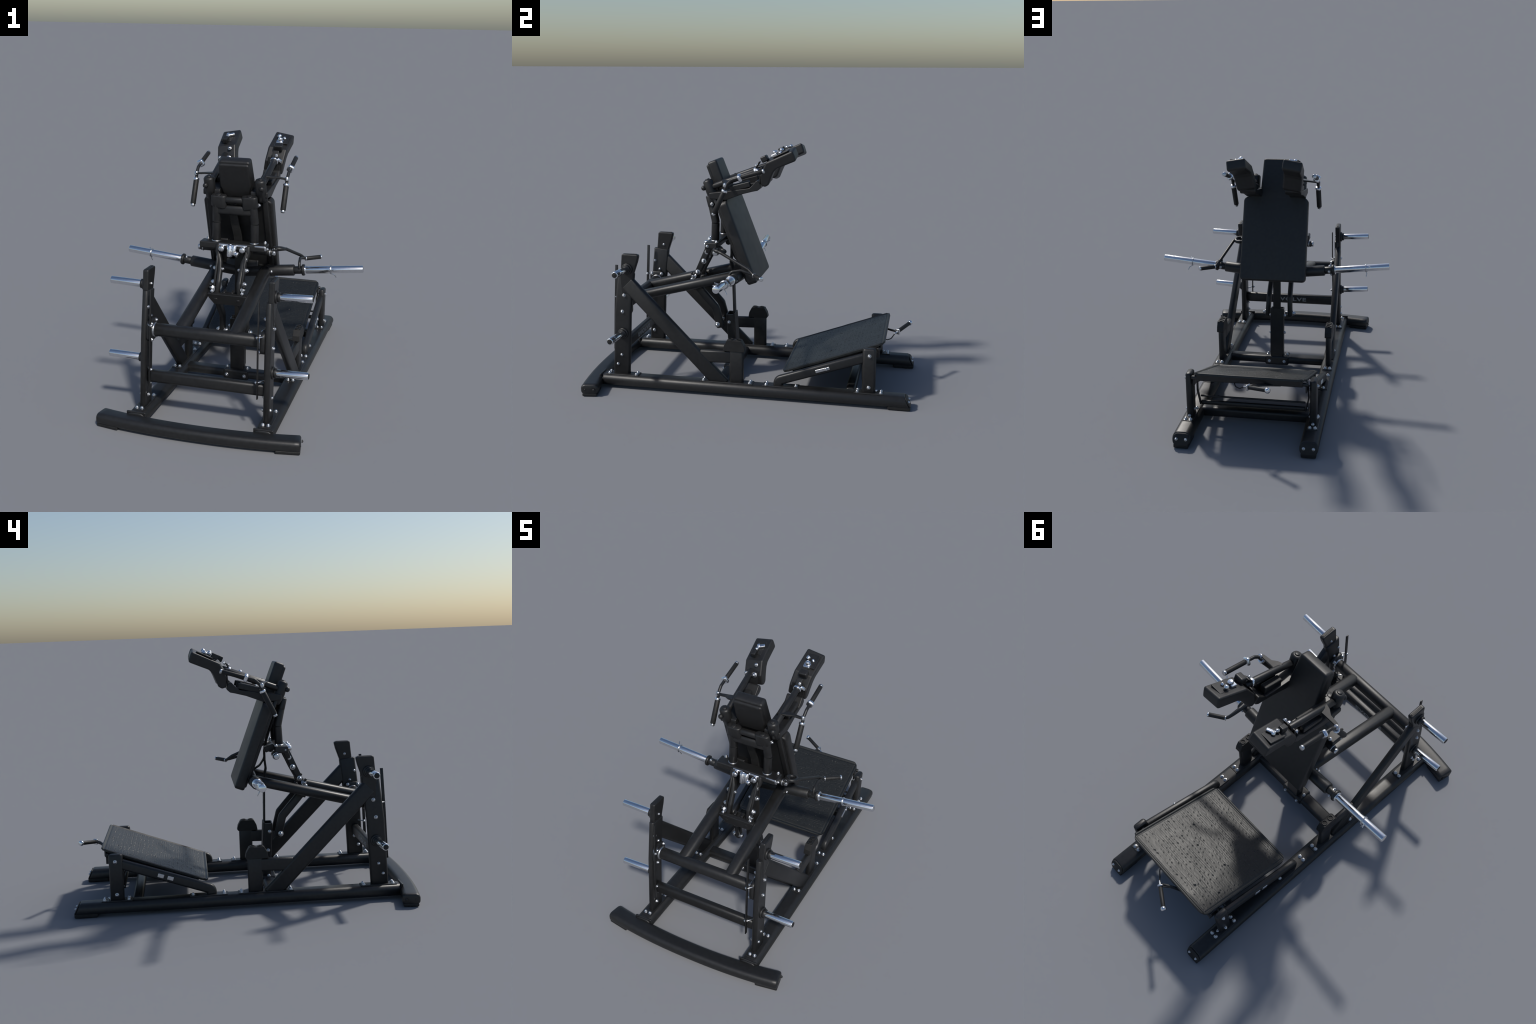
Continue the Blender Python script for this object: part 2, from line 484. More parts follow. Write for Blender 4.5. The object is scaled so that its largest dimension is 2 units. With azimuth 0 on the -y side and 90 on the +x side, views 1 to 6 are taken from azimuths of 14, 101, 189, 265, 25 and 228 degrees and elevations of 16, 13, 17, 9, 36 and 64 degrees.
# ---- weight sleeves
for s in (1, -1):
    zz = lambda x: 0.6805 + 0.1055 * x
    P = lambda x: V((s * x, -0.067, zz(x)))
    axle = tube("axle_tube", [P(0.0), P(0.322)], circle(0.0335, 32), PAINT, None, cap=0.006)
    tube("axle_neck", [P(0.318), P(0.378)], circle(0.0235, 28), PAINT, axle, cap=0.002)
    tube("axle_flange", [P(0.366), P(0.384)], circle(0.034, 28), PAINT, axle, cap=0.005)
    tube("flange_ring", [P(0.383), P(0.3895)], circle(0.0285, 28), CHROME, axle, cap=0.003)
    sl = tube("weight_sleeve", [P(0.382), P(0.7268)], circle(0.0214, 32), CHROME, None, cap=0.003)
    xc = 0.535 if s > 0 else 0.579
    # spring clip
    bm = bmesh.new()
    d = (P(0.7) - P(0.4)).normalized()
    def ringpt(a, off):
        e1 = d.cross(Y).normalized(); e2 = Y
        return P(xc) + d * off + e1 * (math.cos(a) * 0.0235) + e2 * (math.sin(a) * 0.0235)
    pts = [ringpt(a, 0.006 * a / (4 * math.pi)) for a in [4 * math.pi * i / 48 for i in range(49)]]
    if s > 0:
        ta, tb = P(xc) + V((0.032, 0.022, -0.050)), P(xc) + V((0.028, -0.05, 0.015))
    else:
        ta, tb = P(xc) + V((-0.004, 0.016, -0.052)), P(xc) + V((-0.03, 0.04, 0.02))
    e1 = d.cross(Y).normalized()
    low = P(xc) + e1 * (0.024 if e1.z < 0 else -0.024)
    path = [pts[0]] + pts[1:]
    sweep_bm(bm, path, circle(0.0028, 8), up=d, cap=0)
    sweep_bm(bm, fillet([low, low + (ta - low) * 0.5 + V((0.006 * s, 0, 0.004)), ta], 0.02), circle(0.0026, 8), cap=0)
    sweep_bm(bm, fillet([P(xc) - V((0, 0.024, 0)), tb], 0.02), circle(0.0026, 8), cap=0)
    finish("spring_clip", bm, ZINC, sl)
    bolt(P(0.187) + V((0, -0.0325, 0.0)), -Y, axle, NUT_SMALL)
    bolt(P(0.350) + V((0, 0.0225, -0.004)), Y, axle, NUT_SMALL)
    bolt(P(0.350) + V((0, -0.012, 0.020)), (0, -0.4, 1), axle, NUT_SMALL)

# ================================================================== BACK PAD
TOP = V((0.0, -0.2255, 1.394))          # top of the front face
DN = V((0, 0.357, -0.934)).normalized()  # down along the pad
NF = V((0, 0.934, 0.357)).normalized()   # out of the front face
def pad3(a, b, d):
    return V((a, 0, 0)) + TOP + DN * b + NF * d
L = 0.778
def pad_half_width(b):
    """half width of the cushion at distance b below its top: head, concave neck, shoulders, bottom"""
    head = 0.090 + 0.010 * min(1, b / 0.19)
    body = 0.2060 + 0.0035 * max(0, (b - 0.25) / (L - 0.25))
    w_ = head
    if b < 0.014:
        w_ = head - 0.014 + math.sqrt(max(0, 0.014 ** 2 - (0.014 - b) ** 2))
    if b > 0.185:
        q = min(1, (b - 0.185) / 0.060)
        w_ = head + 0.072 * (1 - math.sqrt(max(0, 1 - q * q)))
    if b > 0.245:
        r_ = 0.030
        q = b - 0.245
        w_ = body - r_ + math.sqrt(max(0, r_ * r_ - (r_ - min(q, r_)) ** 2))
    if b > L - 0.026:
        q = b - (L - 0.026)
        w_ = body - 0.026 + math.sqrt(max(0, 0.026 ** 2 - q * q))
    return w_
def pad_bulge(a, b):
    """soft crown of the lower front"""
    q = max(0.0, 1 - ((b - 0.52) / 0.27) ** 2)
    return 0.0075 * q * max(0.0, 1 - (a / 0.20) ** 2) + 0.0005
rows = sorted(set([0.0, 0.002, 0.005, 0.009, 0.014] + [0.014 + 0.171 * i / 9 for i in range(10)] + [0.185 + 0.06 * math.sin(math.pi / 2 * i / 9) for i in range(10)] +
                  [0.2451, 0.247, 0.250, 0.254, 0.260, 0.267, 0.275] + [0.275 + (L - 0.301) * i / 20 for i in range(21)] +
                  [L - 0.026 + 0.026 * math.sin(math.pi / 2 * i / 7) for i in range(1, 8)]))
bm = bmesh.new()
prev = None
TH, RE = 0.060, 0.012
for b in rows:
    w_ = pad_half_width(b)
    e_ = min(b, L - b)
    ins = RE - math.sqrt(max(0, RE * RE - (RE - min(e_, RE)) ** 2)) if e_ < RE else 0.0
    sec = []
    for k in range(25):                       # front, crowned
        a = (w_ - RE) * (k / 12 - 1)
        fade = min(1, e_ / 0.05)
        sec.append((a, pad_bulge(a, b) * fade * (1 - abs(a) / (w_ + 1e-6)) ** 0.0 - ins))
    for k in range(1, 6):
        t_ = math.pi / 2 * k / 6
        sec.append((w_ - RE + RE * math.sin(t_), -RE + RE * math.cos(t_) - ins * math.cos(t_)))
    for k in range(0, 6):
        t_ = math.pi / 2 * k / 6
        sec.append((w_ - RE + RE * math.cos(t_), -TH + RE - RE * math.sin(t_) + ins * math.sin(t_)))
    for k in range(0, 13):
        sec.append(((w_ - RE) * (1 - k / 6), -TH + ins))
    for k in range(1, 6):
        t_ = math.pi / 2 * k / 6
        sec.append((-(w_ - RE + RE * math.sin(t_)), -TH + RE - RE * math.cos(t_) + ins * math.cos(t_)))
    for k in range(0, 6):
        t_ = math.pi / 2 * k / 6
        sec.append((-(w_ - RE + RE * math.cos(t_)), -RE + RE * math.sin(t_) - ins * math.sin(t_)))
    ring_ = [bm.verts.new(pad3(a, b, d)) for a, d in sec]
    if prev:
        for k in range(len(ring_)):
            bm.faces.new((prev[k], prev[(k+1) % len(ring_)], ring_[(k+1) % len(ring_)], ring_[k]))
    else:
        bm.faces.new(ring_[::-1])
    prev = ring_
bm.faces.new(prev)
pad = finish("back_pad", bm, VINYL, None, 50)
# thicker bolster behind the head
hp = round_poly([(0.088, 0.012), (0.094, 0.150), (0.070, 0.228), (-0.070, 0.228), (-0.094, 0.150), (-0.088, 0.012)], 0.016)
soft_prism("head_bolster", hp, pad3, (-0.074, -0.050), 0.011, VINYL, pad)
# board and frame behind the pad
bo = round_poly([(0.186, 0.262), (0.192, L - 0.02), (-0.192, L - 0.02), (-0.186, 0.262)], 0.02)
prism("backing_board", bo, pad3, (-0.068, -0.055), PAINT, pad, bev=0.003)
for s in (1, -1):
    tube("frame_rail", [pad3(s * 0.166, 0.185, -0.068), pad3(s * 0.172, L - 0.07, -0.066)], rrect(0.032, 0.022, 0.006), PAINT, pad, up=NF, cap=0.004)
tube("frame_crossbar", [pad3(-0.17, L - 0.075, -0.069), pad3(0.17, L - 0.075, -0.069)], rrect(0.026, 0.036, 0.008), PAINT, pad, up=NF, cap=0.003)
box("axle_bracket", (0, -0.052, 0.712), (0.20, 0.06, 0.07), PAINT, pad, 0.008, Matrix.Rotation(-0.36, 3, 'X'))

# ================================================================== TILT MECHANISM BEHIND THE PAD
for s in (1, -1):
    tb = tube("support_tube", fillet([(s * 0.113, -0.229, 0.888), (s * 0.113, -0.224, 1.02), (s * 0.106, -0.254, 1.150)], 0.08),
              circle(0.0245, 24), PAINT, None)
    tube("clamp_sleeve", fillet([(s * 0.104, -0.232, 1.068), (s * 0.092, -0.246, 1.110), (s * 0.090, -0.263, 1.178)], 0.03),
         rrect(0.092, 0.046, 0.022), PAINT, tb, up=(0, 1, 0), cap=0.006, scale=lambda t: 0.60 + 0.40 * min(1.0, t * 2.4))
    tube("sleeve_cap", [(s * 0.092, -0.263, 1.176), (s * 0.092, -0.265, 1.183)], circle(0.017, 16), PAINT, tb, up=(0, 1, 0), cap=0.003)
    tube("weld_ring", [(s * 0.113, -0.229, 0.896), (s * 0.113, -0.229, 0.905)], circle(0.0275, 20), ZINC, tb, cap=0.002)
bolt((0.138, -0.240, 1.128), (1, -0.3, 0), None)
tube("upper_tie", [(-0.07, -0.255, 1.150), (0.07, -0.255, 1.150)], rrect(0.034, 0.036, 0.016), PAINT)
tube("lower_tie", [(-0.118, -0.236, 1.089), (0.118, -0.236, 1.089)], rrect(0.046, 0.058, 0.018), PAINT)

# bracket plate with its rollers and chrome latch
bracket = box("tilt_bracket", (-0.004, -0.236, 0.881), (0.398, 0.078, 0.040), PAINT, None, 0.008)
box("rear_web", (-0.085, -0.172, 0.882), (0.060, 0.060, 0.034), PAINT, bracket, 0.005, Matrix.Rotation(-0.35, 3, 'X'))
for s in (1, -1):
    rl = rod("roller", (s * 0.10, -0.200, 0.846), (s * 0.219, -0.200, 0.846), 0.0185, PAINT, bracket, 0.004)
    rod("roller_cap", (s * 0.217, -0.200, 0.846), (s * 0.233, -0.200, 0.846), 0.0165, ZINC, bracket, 0.004)
    rod("roller_ring", (s * 0.198, -0.200, 0.846), (s * 0.206, -0.200, 0.846), 0.0215, ZINC, bracket, 0.002)
    bolt((s * 0.196, -0.257, 0.879), (s, 0, 0), bracket, NUT_SMALL)
    bolt((s * 0.172, -0.205, 0.900), Z, bracket)
    tube("latch_screw", [(s * 0.062, -0.268, 0.871), (s * 0.062, -0.309, 0.872)], circle(0.0170, 14), BRIGHT, bracket, cap=0.005)
    box("bar_highlight_strip", (s * 0.050, -0.277, 0.890), (0.070, 0.008, 0.012), BRIGHT, bracket, 0.003)  # highlight along the bracket's front edge, modelled as a thin bright bar
box("latch", (-0.002, -0.289, 0.880), (0.056, 0.030, 0.036), BRIGHT, bracket, 0.010, Matrix.Rotation(-0.30, 3, 'X'))
rod("latch_barrel", (-0.014, -0.291, 0.892), (-0.013, -0.301, 0.826), 0.0165, BRIGHT, bracket, 0.005)
rod("latch_barrel", (0.012, -0.291, 0.890), (0.010, -0.300, 0.838), 0.0135, BRIGHT, bracket, 0.005)
rod("latch_knob", (0.018, -0.296, 0.848), (0.040, -0.302, 0.842), 0.0155, BRIGHT, bracket, 0.004)
rod("latch_pin", (-0.01, -0.288, 0.89), (-0.01, -0.288, 0.902), 0.008, BRIGHT, bracket, 0.003)
tube("chrome_strip", fillet([(0.128, -0.273, 0.893), (0.188, -0.273, 0.893), (0.190, -0.273, 0.872)], 0.006), rrect(0.012, 0.008, 0.003), BRIGHT, bracket, up=(0, 1, 0), cap=0.001)

# upper links with outer hole bars
for s in (1, -1):
    lk = tube("upper_link", fillet([(s * 0.089, -0.264, 0.888), (s * 0.088, -0.272, 0.846), (s * 0.069, -0.298, 0.790), (s * 0.064, -0.318, 0.745),
                                    (s * 0.062, -0.350, 0.685), (s * 0.066, -0.366, 0.624)], 0.03),
              rrect(0.036, 0.029, 0.011), PAINT, None, up=(1, 0, 0), cap=0.004)
    tube("hole_bar", [(s * 0.083, -0.278, 0.856), (s * 0.081, -0.362, 0.664)], rrect(0.035, 0.012, 0.004), PAINT, lk, up=(1, 0, 0), cap=0.003)
    tube("hole_plug", [(s * 0.087, -0.291, 0.817), (s * 0.0915, -0.291, 0.817)], circle(0.0135, 16), ZINC, lk, cap=0.001)
    bolt((s * 0.0865, -0.311, 0.758), (s, 0, 0), lk, NUT_BIG)
    bolt((s * 0.0865, -0.351, 0.686), (s, 0, 0), lk, NUT_BIG)
    bolt((s * 0.0870, -0.374, 0.658), (s, -0.5, 0.4), lk, NUT_BIG)
    bolt((s * 0.0880, -0.386, 0.640), (s, -0.6, 0.2), lk, NUT)
    bolt((s * 0.052, -0.316, 0.757), (-s, 0, 0), lk)
    box("catch", (s * 0.098, -0.383, 0.676), (0.014, 0.014, 0.022), PAINT, lk, 0.004, Matrix.Rotation(0.6, 3, 'X'))

# adjustment lever on the right-hand side
lv = tube("adjust_lever", fillet([(0.205, -0.200, 0.850), (0.232, -0.205, 0.866), (0.262, -0.192, 0.868), (0.284, -0.150, 0.862), (0.336, 0.030, 0.781), (0.352, 0.060, 0.757), (0.375, 0.080, 0.7525)], 0.03),
          circle(0.0095, 16), PAINT)
bm = bmesh.new()
ringc = V((0.243, -0.168, 0.866))
sweep_bm(bm, [ringc + V((0.031 * math.cos(a), 0.031 * math.sin(a), -0.006 * math.sin(a))) for a in [2 * math.pi * i / 32 for i in range(33)]], circle(0.011, 12), cap=0)
finish("lever_ring", bm, PAINT, lv)
tube("lever_branch", fillet([(0.353, -0.088, 0.728), (0.350, -0.072, 0.766), (0.342, -0.015, 0.776), (0.350, 0.055, 0.758)], 0.025), circle(0.0085, 14), PAINT, lv)
tube("lever_clip", fillet([(0.222, -0.215, 0.838), (0.222, -0.205, 0.872), (0.236, -0.185, 0.874)], 0.01), rrect(0.016, 0.006, 0.002), ZINC, lv, cap=0.001)
g0, g1 = V((0.360, 0.069, 0.7525)), V((0.446, 0.1295, 0.755))
gd = (g1 - g0).normalized()
rod("lever_grip", g0, g1 - gd * 0.006, 0.0125, RUBBER, lv, 0.003)
rod("grip_ring", g0 - gd * 0.004, g0 + gd * 0.003, 0.0138, ZINC, lv, 0.002)
rod("grip_end", g1 - gd * 0.012, g1, 0.0138, CHROME, lv, 0.004)

# ================================================================== SHOULDER YOKES
def curve_prof(p):
    return round_poly(p, 0.012, 4)
for s in (1, -1):
    XC = 0.166
    # pivot post beside the head with ball knob
    yoke = tube("yoke_post", fillet([(s * 0.150, -0.205, 1.150), (s * 0.150, -0.240, 1.205), (s * 0.150, -0.264, 1.279)], 0.03),
                rrect(0.062, 0.058, 0.026), PAINT, None, up=(0, 1, 0), cap=0.012)
    tube("post_cap", [(s * 0.151, -0.262, 1.276), (s * 0.151, -0.265, 1.284)], circle(0.014, 16), PAINT, yoke, up=(0, 1, 0), cap=0.003)
    bm = bmesh.new()
    bmesh.ops.create_uvsphere(bm, u_segments=16, v_segments=10, radius=0.0155)
    bmesh.ops.translate(bm, vec=(s * 0.164, -0.283, 1.229), verts=bm.verts[:])
    finish("side_knob", bm, PAINT, yoke)
    # upper tube
    tube("yoke_tube", [(s * 0.152, -0.250, 1.230), (s * 0.157, 0.080, 1.3535)], circle(0.0185, 24), PAINT, yoke, cap=0.003)
    # lower channel with hook end
    prof = round_poly([(-0.245, 1.170), (-0.245, 1.204), (-0.130, 1.219), (0.000, 1.240), (0.018, 1.256), (0.046, 1.289), (0.066, 1.272),
                       (0.074, 1.246), (0.052, 1.226), (0.025, 1.2205), (-0.040, 1.203), (-0.142, 1.163)],
                      [0.01, 0.01, 0.02, 0.012, 0.012, 0.012, 0.014, 0.015, 0.015, 0.03, 0.05, 0.02])
    soft_prism("yoke_channel", prof, lambda a, b, d: (d, a, b), (s * 0.090, s * 0.190), 0.005, PAINT, yoke)
    box("buffer", (s * 0.126, -0.062, 1.244), (0.040, 0.116, 0.042), RUBBER, yoke, 0.006, Matrix.Rotation(0.27, 3, 'X'))
    box("buffer_end", (s * 0.168, -0.057, 1.246), (0.030, 0.128, 0.034), PAINT, yoke, 0.006, Matrix.Rotation(0.27, 3, 'X'))
    # shoulder pad: bent cushion
    prof = [(0.264, 1.4775), (0.276, 1.448), (0.286, 1.418), (0.218, 1.389), (0.170, 1.369), (0.150, 1.347), (0.136, 1.315), (0.119, 1.270),
            (0.097, 1.256), (0.072, 1.266), (0.068, 1.325), (0.087, 1.366), (0.106, 1.404)]
    prof = round_poly(prof, [0.016, 0, 0.018, 0, 0.03, 0.03, 0.03, 0.016, 0.02, 0.016, 0.02, 0.03, 0.014])
    tilt = lambda co: V((co.x - s * 0.15 * (1.405 - co.z), co.y, co.z - (abs(co.x) - XC) * 0.17))
    sp = soft_prism("shoulder_pad", prof, lambda a, b, d: (d, a, b), (s * 0.1025, s * 0.2150), 0.0105, VINYL, None, warp=tilt)
    # plate and fittings on top of the pad
    sl = math.atan2(1.479 - 1.404, 0.264 - 0.106)
    R = Matrix.Rotation(sl, 3, 'X')
    top = lambda t, x, h: tilt(V((s * x, 0.106 + 0.158 * t - h * math.sin(sl), 1.404 + 0.075 * t + h * math.cos(sl))))
    box("pad_plate", top(0.54, XC, 0.002), (0.070, 0.100, 0.008), PAINT, sp, 0.003, R)
    if s > 0:
        box("knob_block", top(-0.05, XC, 0.016), (0.052, 0.040, 0.036), PAINT, sp, 0.008, R)
        box("clamp_base", top(0.30, 0.157, 0.010), (0.040, 0.034, 0.016), BRIGHT, sp, 0.004, R)
        rod("clamp_screw", top(0.32, 0.157, 0.010), top(0.38, 0.157, 0.032), 0.0145, BRIGHT, sp, 0.004)
        rod("wing", top(0.52, 0.138, 0.012), top(0.62, 0.146, 0.022), 0.0115, BRIGHT, sp, 0.004)
        rod("wing", top(0.52, 0.180, 0.008), top(0.58, 0.168, 0.016), 0.008, BRIGHT, sp, 0.003)
        tube("tube_clamp", [(s * 0.156, 0.030, 1.335), (s * 0.1565, 0.046, 1.341)], circle(0.0245, 20), BRIGHT, sp, cap=0.003)
        rod("clamp_pin", (0.172, 0.045, 1.352), (0.192, 0.060, 1.332), 0.011, BRIGHT, sp, 0.003)
        box("hook_plate", (0.160, 0.050, 1.378), (0.036, 0.008, 0.044), PAINT, sp, 0.003, Matrix.Rotation(-0.55, 3, 'X'))
        bolt((0.168, 0.040, 1.372), (0.3, -1, 0.5), sp, NUT_SMALL)
    else:
        box("knob_block", top(0.22, 0.168, 0.018), (0.030, 0.040, 0.032), PAINT, sp, 0.005, R)
        rod("clamp_screw", top(0.36, 0.166, 0.018), top(0.46, 0.160, 0.018), 0.010, ZINC, sp, 0.003)
        box("wing", top(0.56, 0.148, 0.012), (0.048, 0.020, 0.014), BRIGHT, sp, 0.005, R @ Matrix.Rotation(0.5, 3, 'Z'))
        rod("wing", top(0.52, 0.156, 0.010), top(0.60, 0.168, 0.018), 0.010, BRIGHT, sp, 0.003)
        bolt((-0.131, 0.082, 1.393), (0, -1, 0.5), sp, NUT)
        bolt((-0.186, 0.062, 1.335), (0, -1, 0.3), sp, NUT)
        bolt((-0.132, 0.062, 1.336), (0, -1, 0.3), sp, NUT_BIG)
    box("pad_back_plate", (s * 0.148, 0.066, 1.315), (0.075, 0.008, 0.085), PAINT, sp, 0.003, Matrix.Rotation(-0.06, 3, 'X'))

    # hand grips
    hx = lambda x: s * x
    hb = tube("handle", fillet([(hx(0.269), -0.188, 1.105), (hx(0.270), -0.128, 1.233), (hx(0.272), -0.112, 1.272), (hx(0.273), -0.085, 1.298), (hx(0.273), -0.036, 1.3125), (hx(0.273), 0.07, 1.343)], 0.025),
              circle(0.0092, 16), PAINT, None)
    lo0, lo1 = V((hx(0.269), -0.199, 1.085)), V((hx(0.270), -0.128, 1.233))
    d = (lo1 - lo0).normalized()
    rod("hand_grip", lo0 + d * 0.012, lo1 - d * 0.006, 0.0158, RUBBER, hb, 0.005)
    rod("grip_end", lo0, lo0 + d * 0.017, 0.0125, ZINC, hb, 0.003)
    rod("grip_collar", lo1 - d * 0.010, lo1 + d * 0.006, 0.0185, BRIGHT, hb, 0.004)
    up0, up1 = V((hx(0.273), -0.036, 1.3125)), V((hx(0.2725), 0.111, 1.356))
    d = (up1 - up0).normalized()
    rod("hand_grip", up0 + d * 0.008, up1 - d * 0.004, 0.0130, RUBBER, hb, 0.003)
    rod("grip_end", up1 - d * 0.014, up1, 0.0135, ZINC, hb, 0.003)
    box("grip_collar", up0 + V((0, 0, -0.001)), (0.040, 0.024, 0.044), BRIGHT, hb, 0.010, Matrix.Rotation(0.3, 3, 'X') @ Matrix.Rotation(s * 0.5, 3, 'Y'))
    # bracket from the yoke tube to the handle
    prof = round_poly([(0.155, -0.172), (0.155, -0.118), (0.190, -0.121), (0.262, -0.124), (0.279, -0.131), (0.264, -0.142), (0.212, -0.146), (0.185, -0.164)], 0.006)
    prism("handle_bracket", prof, lambda a, b, d_: (s * a, b, 1.2675 + (0.27 - a) * 0.10 + d_), (-0.005, 0.005), PAINT, hb, bev=0.002)
    rod("grip_collar", (hx(0.2708), -0.128, 1.255), (hx(0.2715), -0.120, 1.276), 0.0125, ZINC, hb, 0.003)

# ================================================================== FOOT PLATFORM
PA, PB = V((0, 0.2285, 0.1555)), V((0, 0.833, 0.3795))
SL = (PB - PA).normalized()
PN = V((0, -SL.z, SL.y))
PW, PL_, CR = 0.3175, (PB - PA).length, 0.046
NU, NV = 330, 320
rng = random.Random(3)
pits = [(rng.uniform(-0.26, 0.26), rng.uniform(0.06, 0.56), rng.uniform(0.004, 0.0065)) for _ in range(5)]
def tread(u, v):
    """height of the worn tread surface: long ridges across, studs in staggered rows, raised rim"""
    e = min(PW - abs(u), v, PL_ - v)
    h = 0.0
    if e < 0.030:
        h += 0.0030 * math.exp(-((e - 0.006) / 0.005) ** 2) - 0.0024 * math.exp(-((e - 0.0175) / 0.005) ** 2)
    inner = min(1.0, max(0.0, (e - 0.024) / 0.010))
    wv = v + 0.0030 * noise.noise(V((u * 6, v * 9, 2.0))) + 0.0012 * noise.noise(V((u * 30, v * 40, 4.0)))
    row = wv / 0.0125
    amp = max(0.0, noise.noise(V((u * 9, round(row) * 1.7, 3.1))) + 0.12)
    h += inner * 0.0008 * amp * math.cos(2 * math.pi * row)
    # worn studs, irregular, each with a small dent beside it
    row = v / 0.0270
    k = round(row)
    cu_ = u / 0.0290 + (0.5 if k % 2 else 0.0)
    j = round(cu_)
    jx = noise.noise(V((j * 3.3, k * 2.1, 0.7))) * 0.013
    jy = noise.noise(V((j * 1.9, k * 4.1, 5.7))) * 0.010
    dx = (cu_ - j) * 0.0290 + jx
    dy = (row - k) * 0.0270 + jy
    st = max(0.0, 0.55 + 1.3 * noise.noise(V((j * 2.7, k * 1.3, 9.0))))
    h += inner * 0.0016 * st * math.exp(-((dx - 0.003) / 0.0038) ** 2 - ((dy - 0.002) / 0.0026) ** 2)
    h -= inner * 0.0024 * st * math.exp(-((dx + 0.003) / 0.0042) ** 2 - ((dy + 0.001) / 0.0028) ** 2)
    h += inner * 0.0005 * noise.noise(V((u * 45, v * 80, 1.0))) + 0.0008 * noise.noise(V((u * 14, v * 20, 6.0)))
    for pu, pv, pr in pits:
        q = ((u - pu) ** 2 + (v - pv) ** 2) / (pr * pr)
        if q < 6:
            h -= 0.006 * math.exp(-q * 1.4)
    return h
def round_corner(u, v):
    cu_, cv_ = PW - CR, PL_ / 2 - CR
    vv = v - PL_ / 2
    ax, ay = abs(u) - cu_, abs(vv) - cv_
    if ax > 0 and ay > 0:
        m = max(ax, ay); l = math.hypot(ax, ay)
        ax, ay = ax * m / l, ay * m / l
        u = math.copysign(cu_ + ax, u)
        vv = math.copysign(cv_ + ay, vv)
    return u, vv + PL_ / 2
bm = bmesh.new()
grid = []
for j in range(NV + 1):
    rowv = []
    for i in range(NU + 1):
        u, v = round_corner(-PW + 2 * PW * i / NU, PL_ * j / NV)
        sag = 0.003 * math.sin(2.2 * u / PW + 1)
        rowv.append(bm.verts.new(PA + V((u, 0, 0)) + SL * v + PN * (tread(u, v))))
    grid.append(rowv)
for j in range(NV):
    for i in range(NU):
        bm.faces.new((grid[j][i], grid[j][i+1], grid[j+1][i+1], grid[j+1][i]))
border = [grid[0][i] for i in range(NU)] + [grid[j][NU] for j in range(NV)] + [grid[NV][i] for i in range(NU, 0, -1)] + [grid[j][0] for j in range(NV, 0, -1)]
low = [bm.verts.new(v.co - PN * 0.011) for v in border]
nb = len(border)
for i in range(nb):
    bm.faces.new((border[i], low[i], low[(i+1) % nb], border[(i+1) % nb]))
bm.faces.new(low[::-1])
plat = finish("foot_plate", bm, TREAD, None, 60)
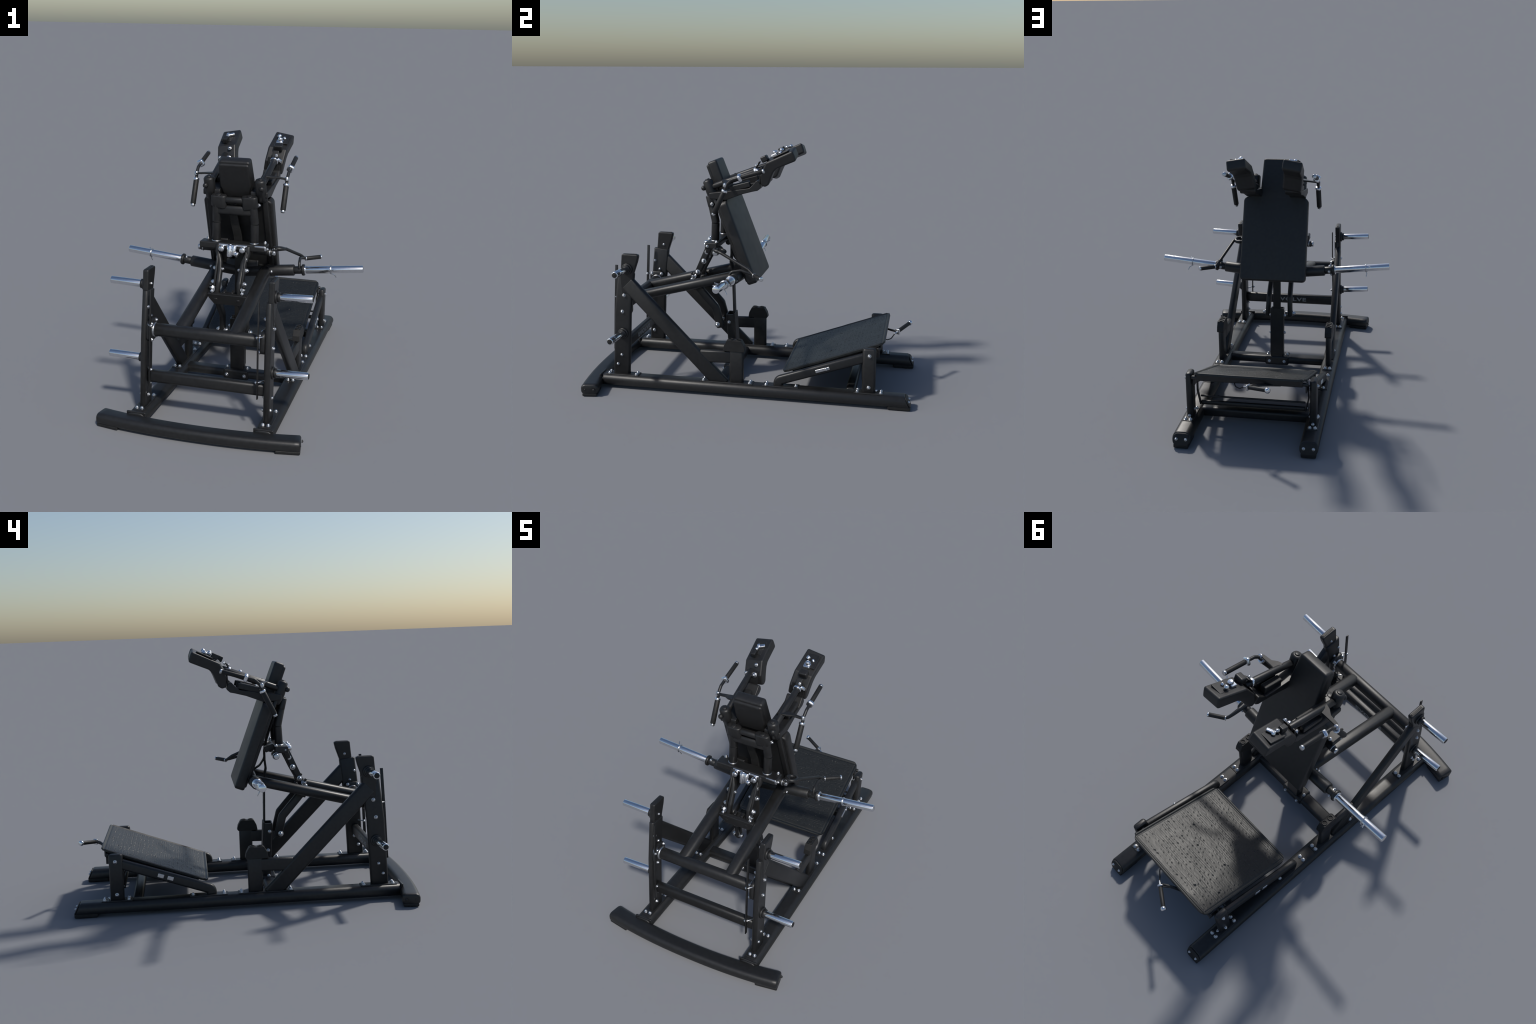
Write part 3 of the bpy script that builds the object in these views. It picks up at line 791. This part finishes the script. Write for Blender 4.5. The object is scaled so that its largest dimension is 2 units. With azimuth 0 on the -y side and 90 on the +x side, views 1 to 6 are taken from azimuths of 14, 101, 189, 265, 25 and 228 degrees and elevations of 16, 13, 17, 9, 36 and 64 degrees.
# rear lip, under-frame
def pl3(u, v, n): return PA + V((u, 0, 0)) + SL * v + PN * n
tube("rear_lip", [V((-0.300, 0.811, 0.348)), V((0.300, 0.811, 0.348))], rrect(0.012, 0.044, 0.004), PAINT, plat, cap=0.003)
for s in (1, -1):
    tube("under_rail", [pl3(s * 0.25, 0.05, -0.026), pl3(s * 0.25, PL_ - 0.03, -0.026)], rrect(0.03, 0.028, 0.006), PAINT, plat, up=PN, cap=0.003)
    for v in (0.095, 0.235):
        box("hinge_tab", pl3(s * 0.305, v, -0.020), (0.014, 0.040, 0.026), PAINT, plat, 0.004, Matrix.Rotation(0.355, 3, 'X'))
rod("hinge_bar", (-0.33, 0.800, 0.338), (0.33, 0.800, 0.338), 0.011, PAINT, plat)
for s in (1, -1):
    rp = tube("rear_post", [(s * 0.3540, 0.752, 0.078), (s * 0.3540, 0.751, 0.353)], rrect(0.038, 0.079, 0.016), up=(0, 1, 0), cap=0.010)
    for z in (0.311, 0.118):
        bolt((s * 0.3725, 0.753, z), (s, 0, 0), rp)
        bolt((s * 0.3355, 0.753, z), (-s, 0, 0), rp, NUT_SMALL)
    bolt((s * 0.3540, 0.795, 0.095), (0, 1, 0.6), rp, NUT_SMALL)
    box("hinge_plate", (s * 0.318, 0.778, 0.318), (0.008, 0.060, 0.060), PAINT, rp, 0.003)
    arm = tube("platform_arm", fillet([(s * 0.348, 0.214, 0.076), (s * 0.348, 0.214, 0.113), (s * 0.347, 0.722, 0.291)], 0.075, 10),
               rrect(0.058, 0.038, 0.015), PAINT, None, up=X, cap=0.004)
    R = Matrix.Rotation(math.atan2(0.172, 0.508), 3, 'X')
    if s > 0:
        box("name_plate", (0.3675, 0.480, 0.205), (0.006, 0.088, 0.019), ZINC, arm, 0.003, R)
        rod("plate_stud", (0.366, 0.502, 0.213), (0.377, 0.502, 0.213), 0.010, ZINC, arm, 0.003)
    else:
        box("name_plate", (-0.3675, 0.500, 0.2125), (0.006, 0.036, 0.023), ZINC, arm, 0.003, R)
        box("name_plate", (-0.3675, 0.446, 0.1945), (0.006, 0.036, 0.023), ZINC, arm, 0.003, R)
    # adjustment link under the plate
    tube("adjust_link", fillet([(s * 0.318, 0.730, 0.296), (s * 0.322, 0.716, 0.220), (s * 0.305, 0.718, 0.135)], 0.05), rrect(0.008, 0.022, 0.003), PAINT, rp, up=(0, 1, 0), cap=0.002)
    bolt((s * 0.306, 0.718, 0.150), (s, 0, 0), rp, NUT_SMALL)
rod("adjust_rod", (-0.303, 0.720, 0.188), (0.303, 0.720, 0.188), 0.0055, PAINT)
tube("adjust_bar", [(-0.300, 0.718, 0.147), (0.300, 0.718, 0.147)], rrect(0.022, 0.026, 0.010), PAINT, None, cap=0.002)

# pull handle at the rear
h0, h1 = V((-0.010, 0.895, 0.348)), V((-0.1405, 0.9715, 0.374))
d = (h1 - h0).normalized()
ph = rod("pull_handle", h0 + d * 0.006, h1 - d * 0.012, 0.0118, RUBBER, None, 0.003)
rod("grip_end", h1 - d * 0.022, h1, 0.0158, CHROME, ph, 0.006)
box("grip_collar", h0 + d * 0.002, (0.012, 0.030, 0.034), ZINC, ph, 0.005, Matrix.Rotation(-0.53, 3, 'Z'))
tube("pull_rod", fillet([h0 - d * 0.034, h0 - d * 0.012, h0 + d * 0.012], 0.01), circle(0.008, 12), ZINC, ph, cap=0.003, scale=lambda t: 0.55 + 0.45 * t)
tube("pull_bracket", fillet([(-0.175, 0.795, 0.322), (-0.120, 0.818, 0.330), (-0.050, 0.858, 0.342), (-0.014, 0.893, 0.347)], 0.03), rrect(0.014, 0.010, 0.003), PAINT, ph, cap=0.002)
tube("pull_bracket", fillet([(-0.150, 0.780, 0.335), (-0.090, 0.828, 0.337), (-0.030, 0.868, 0.350), (-0.008, 0.885, 0.350)], 0.03), rrect(0.010, 0.008, 0.002), PAINT, ph, cap=0.002)
tube("pull_cable", fillet([h0 - d * 0.03, V((0.043, 0.860, 0.318)), V((0.072, 0.838, 0.318)), V((0.090, 0.800, 0.335))], 0.03), circle(0.0032, 8), RUBBER, ph, cap=0.001)
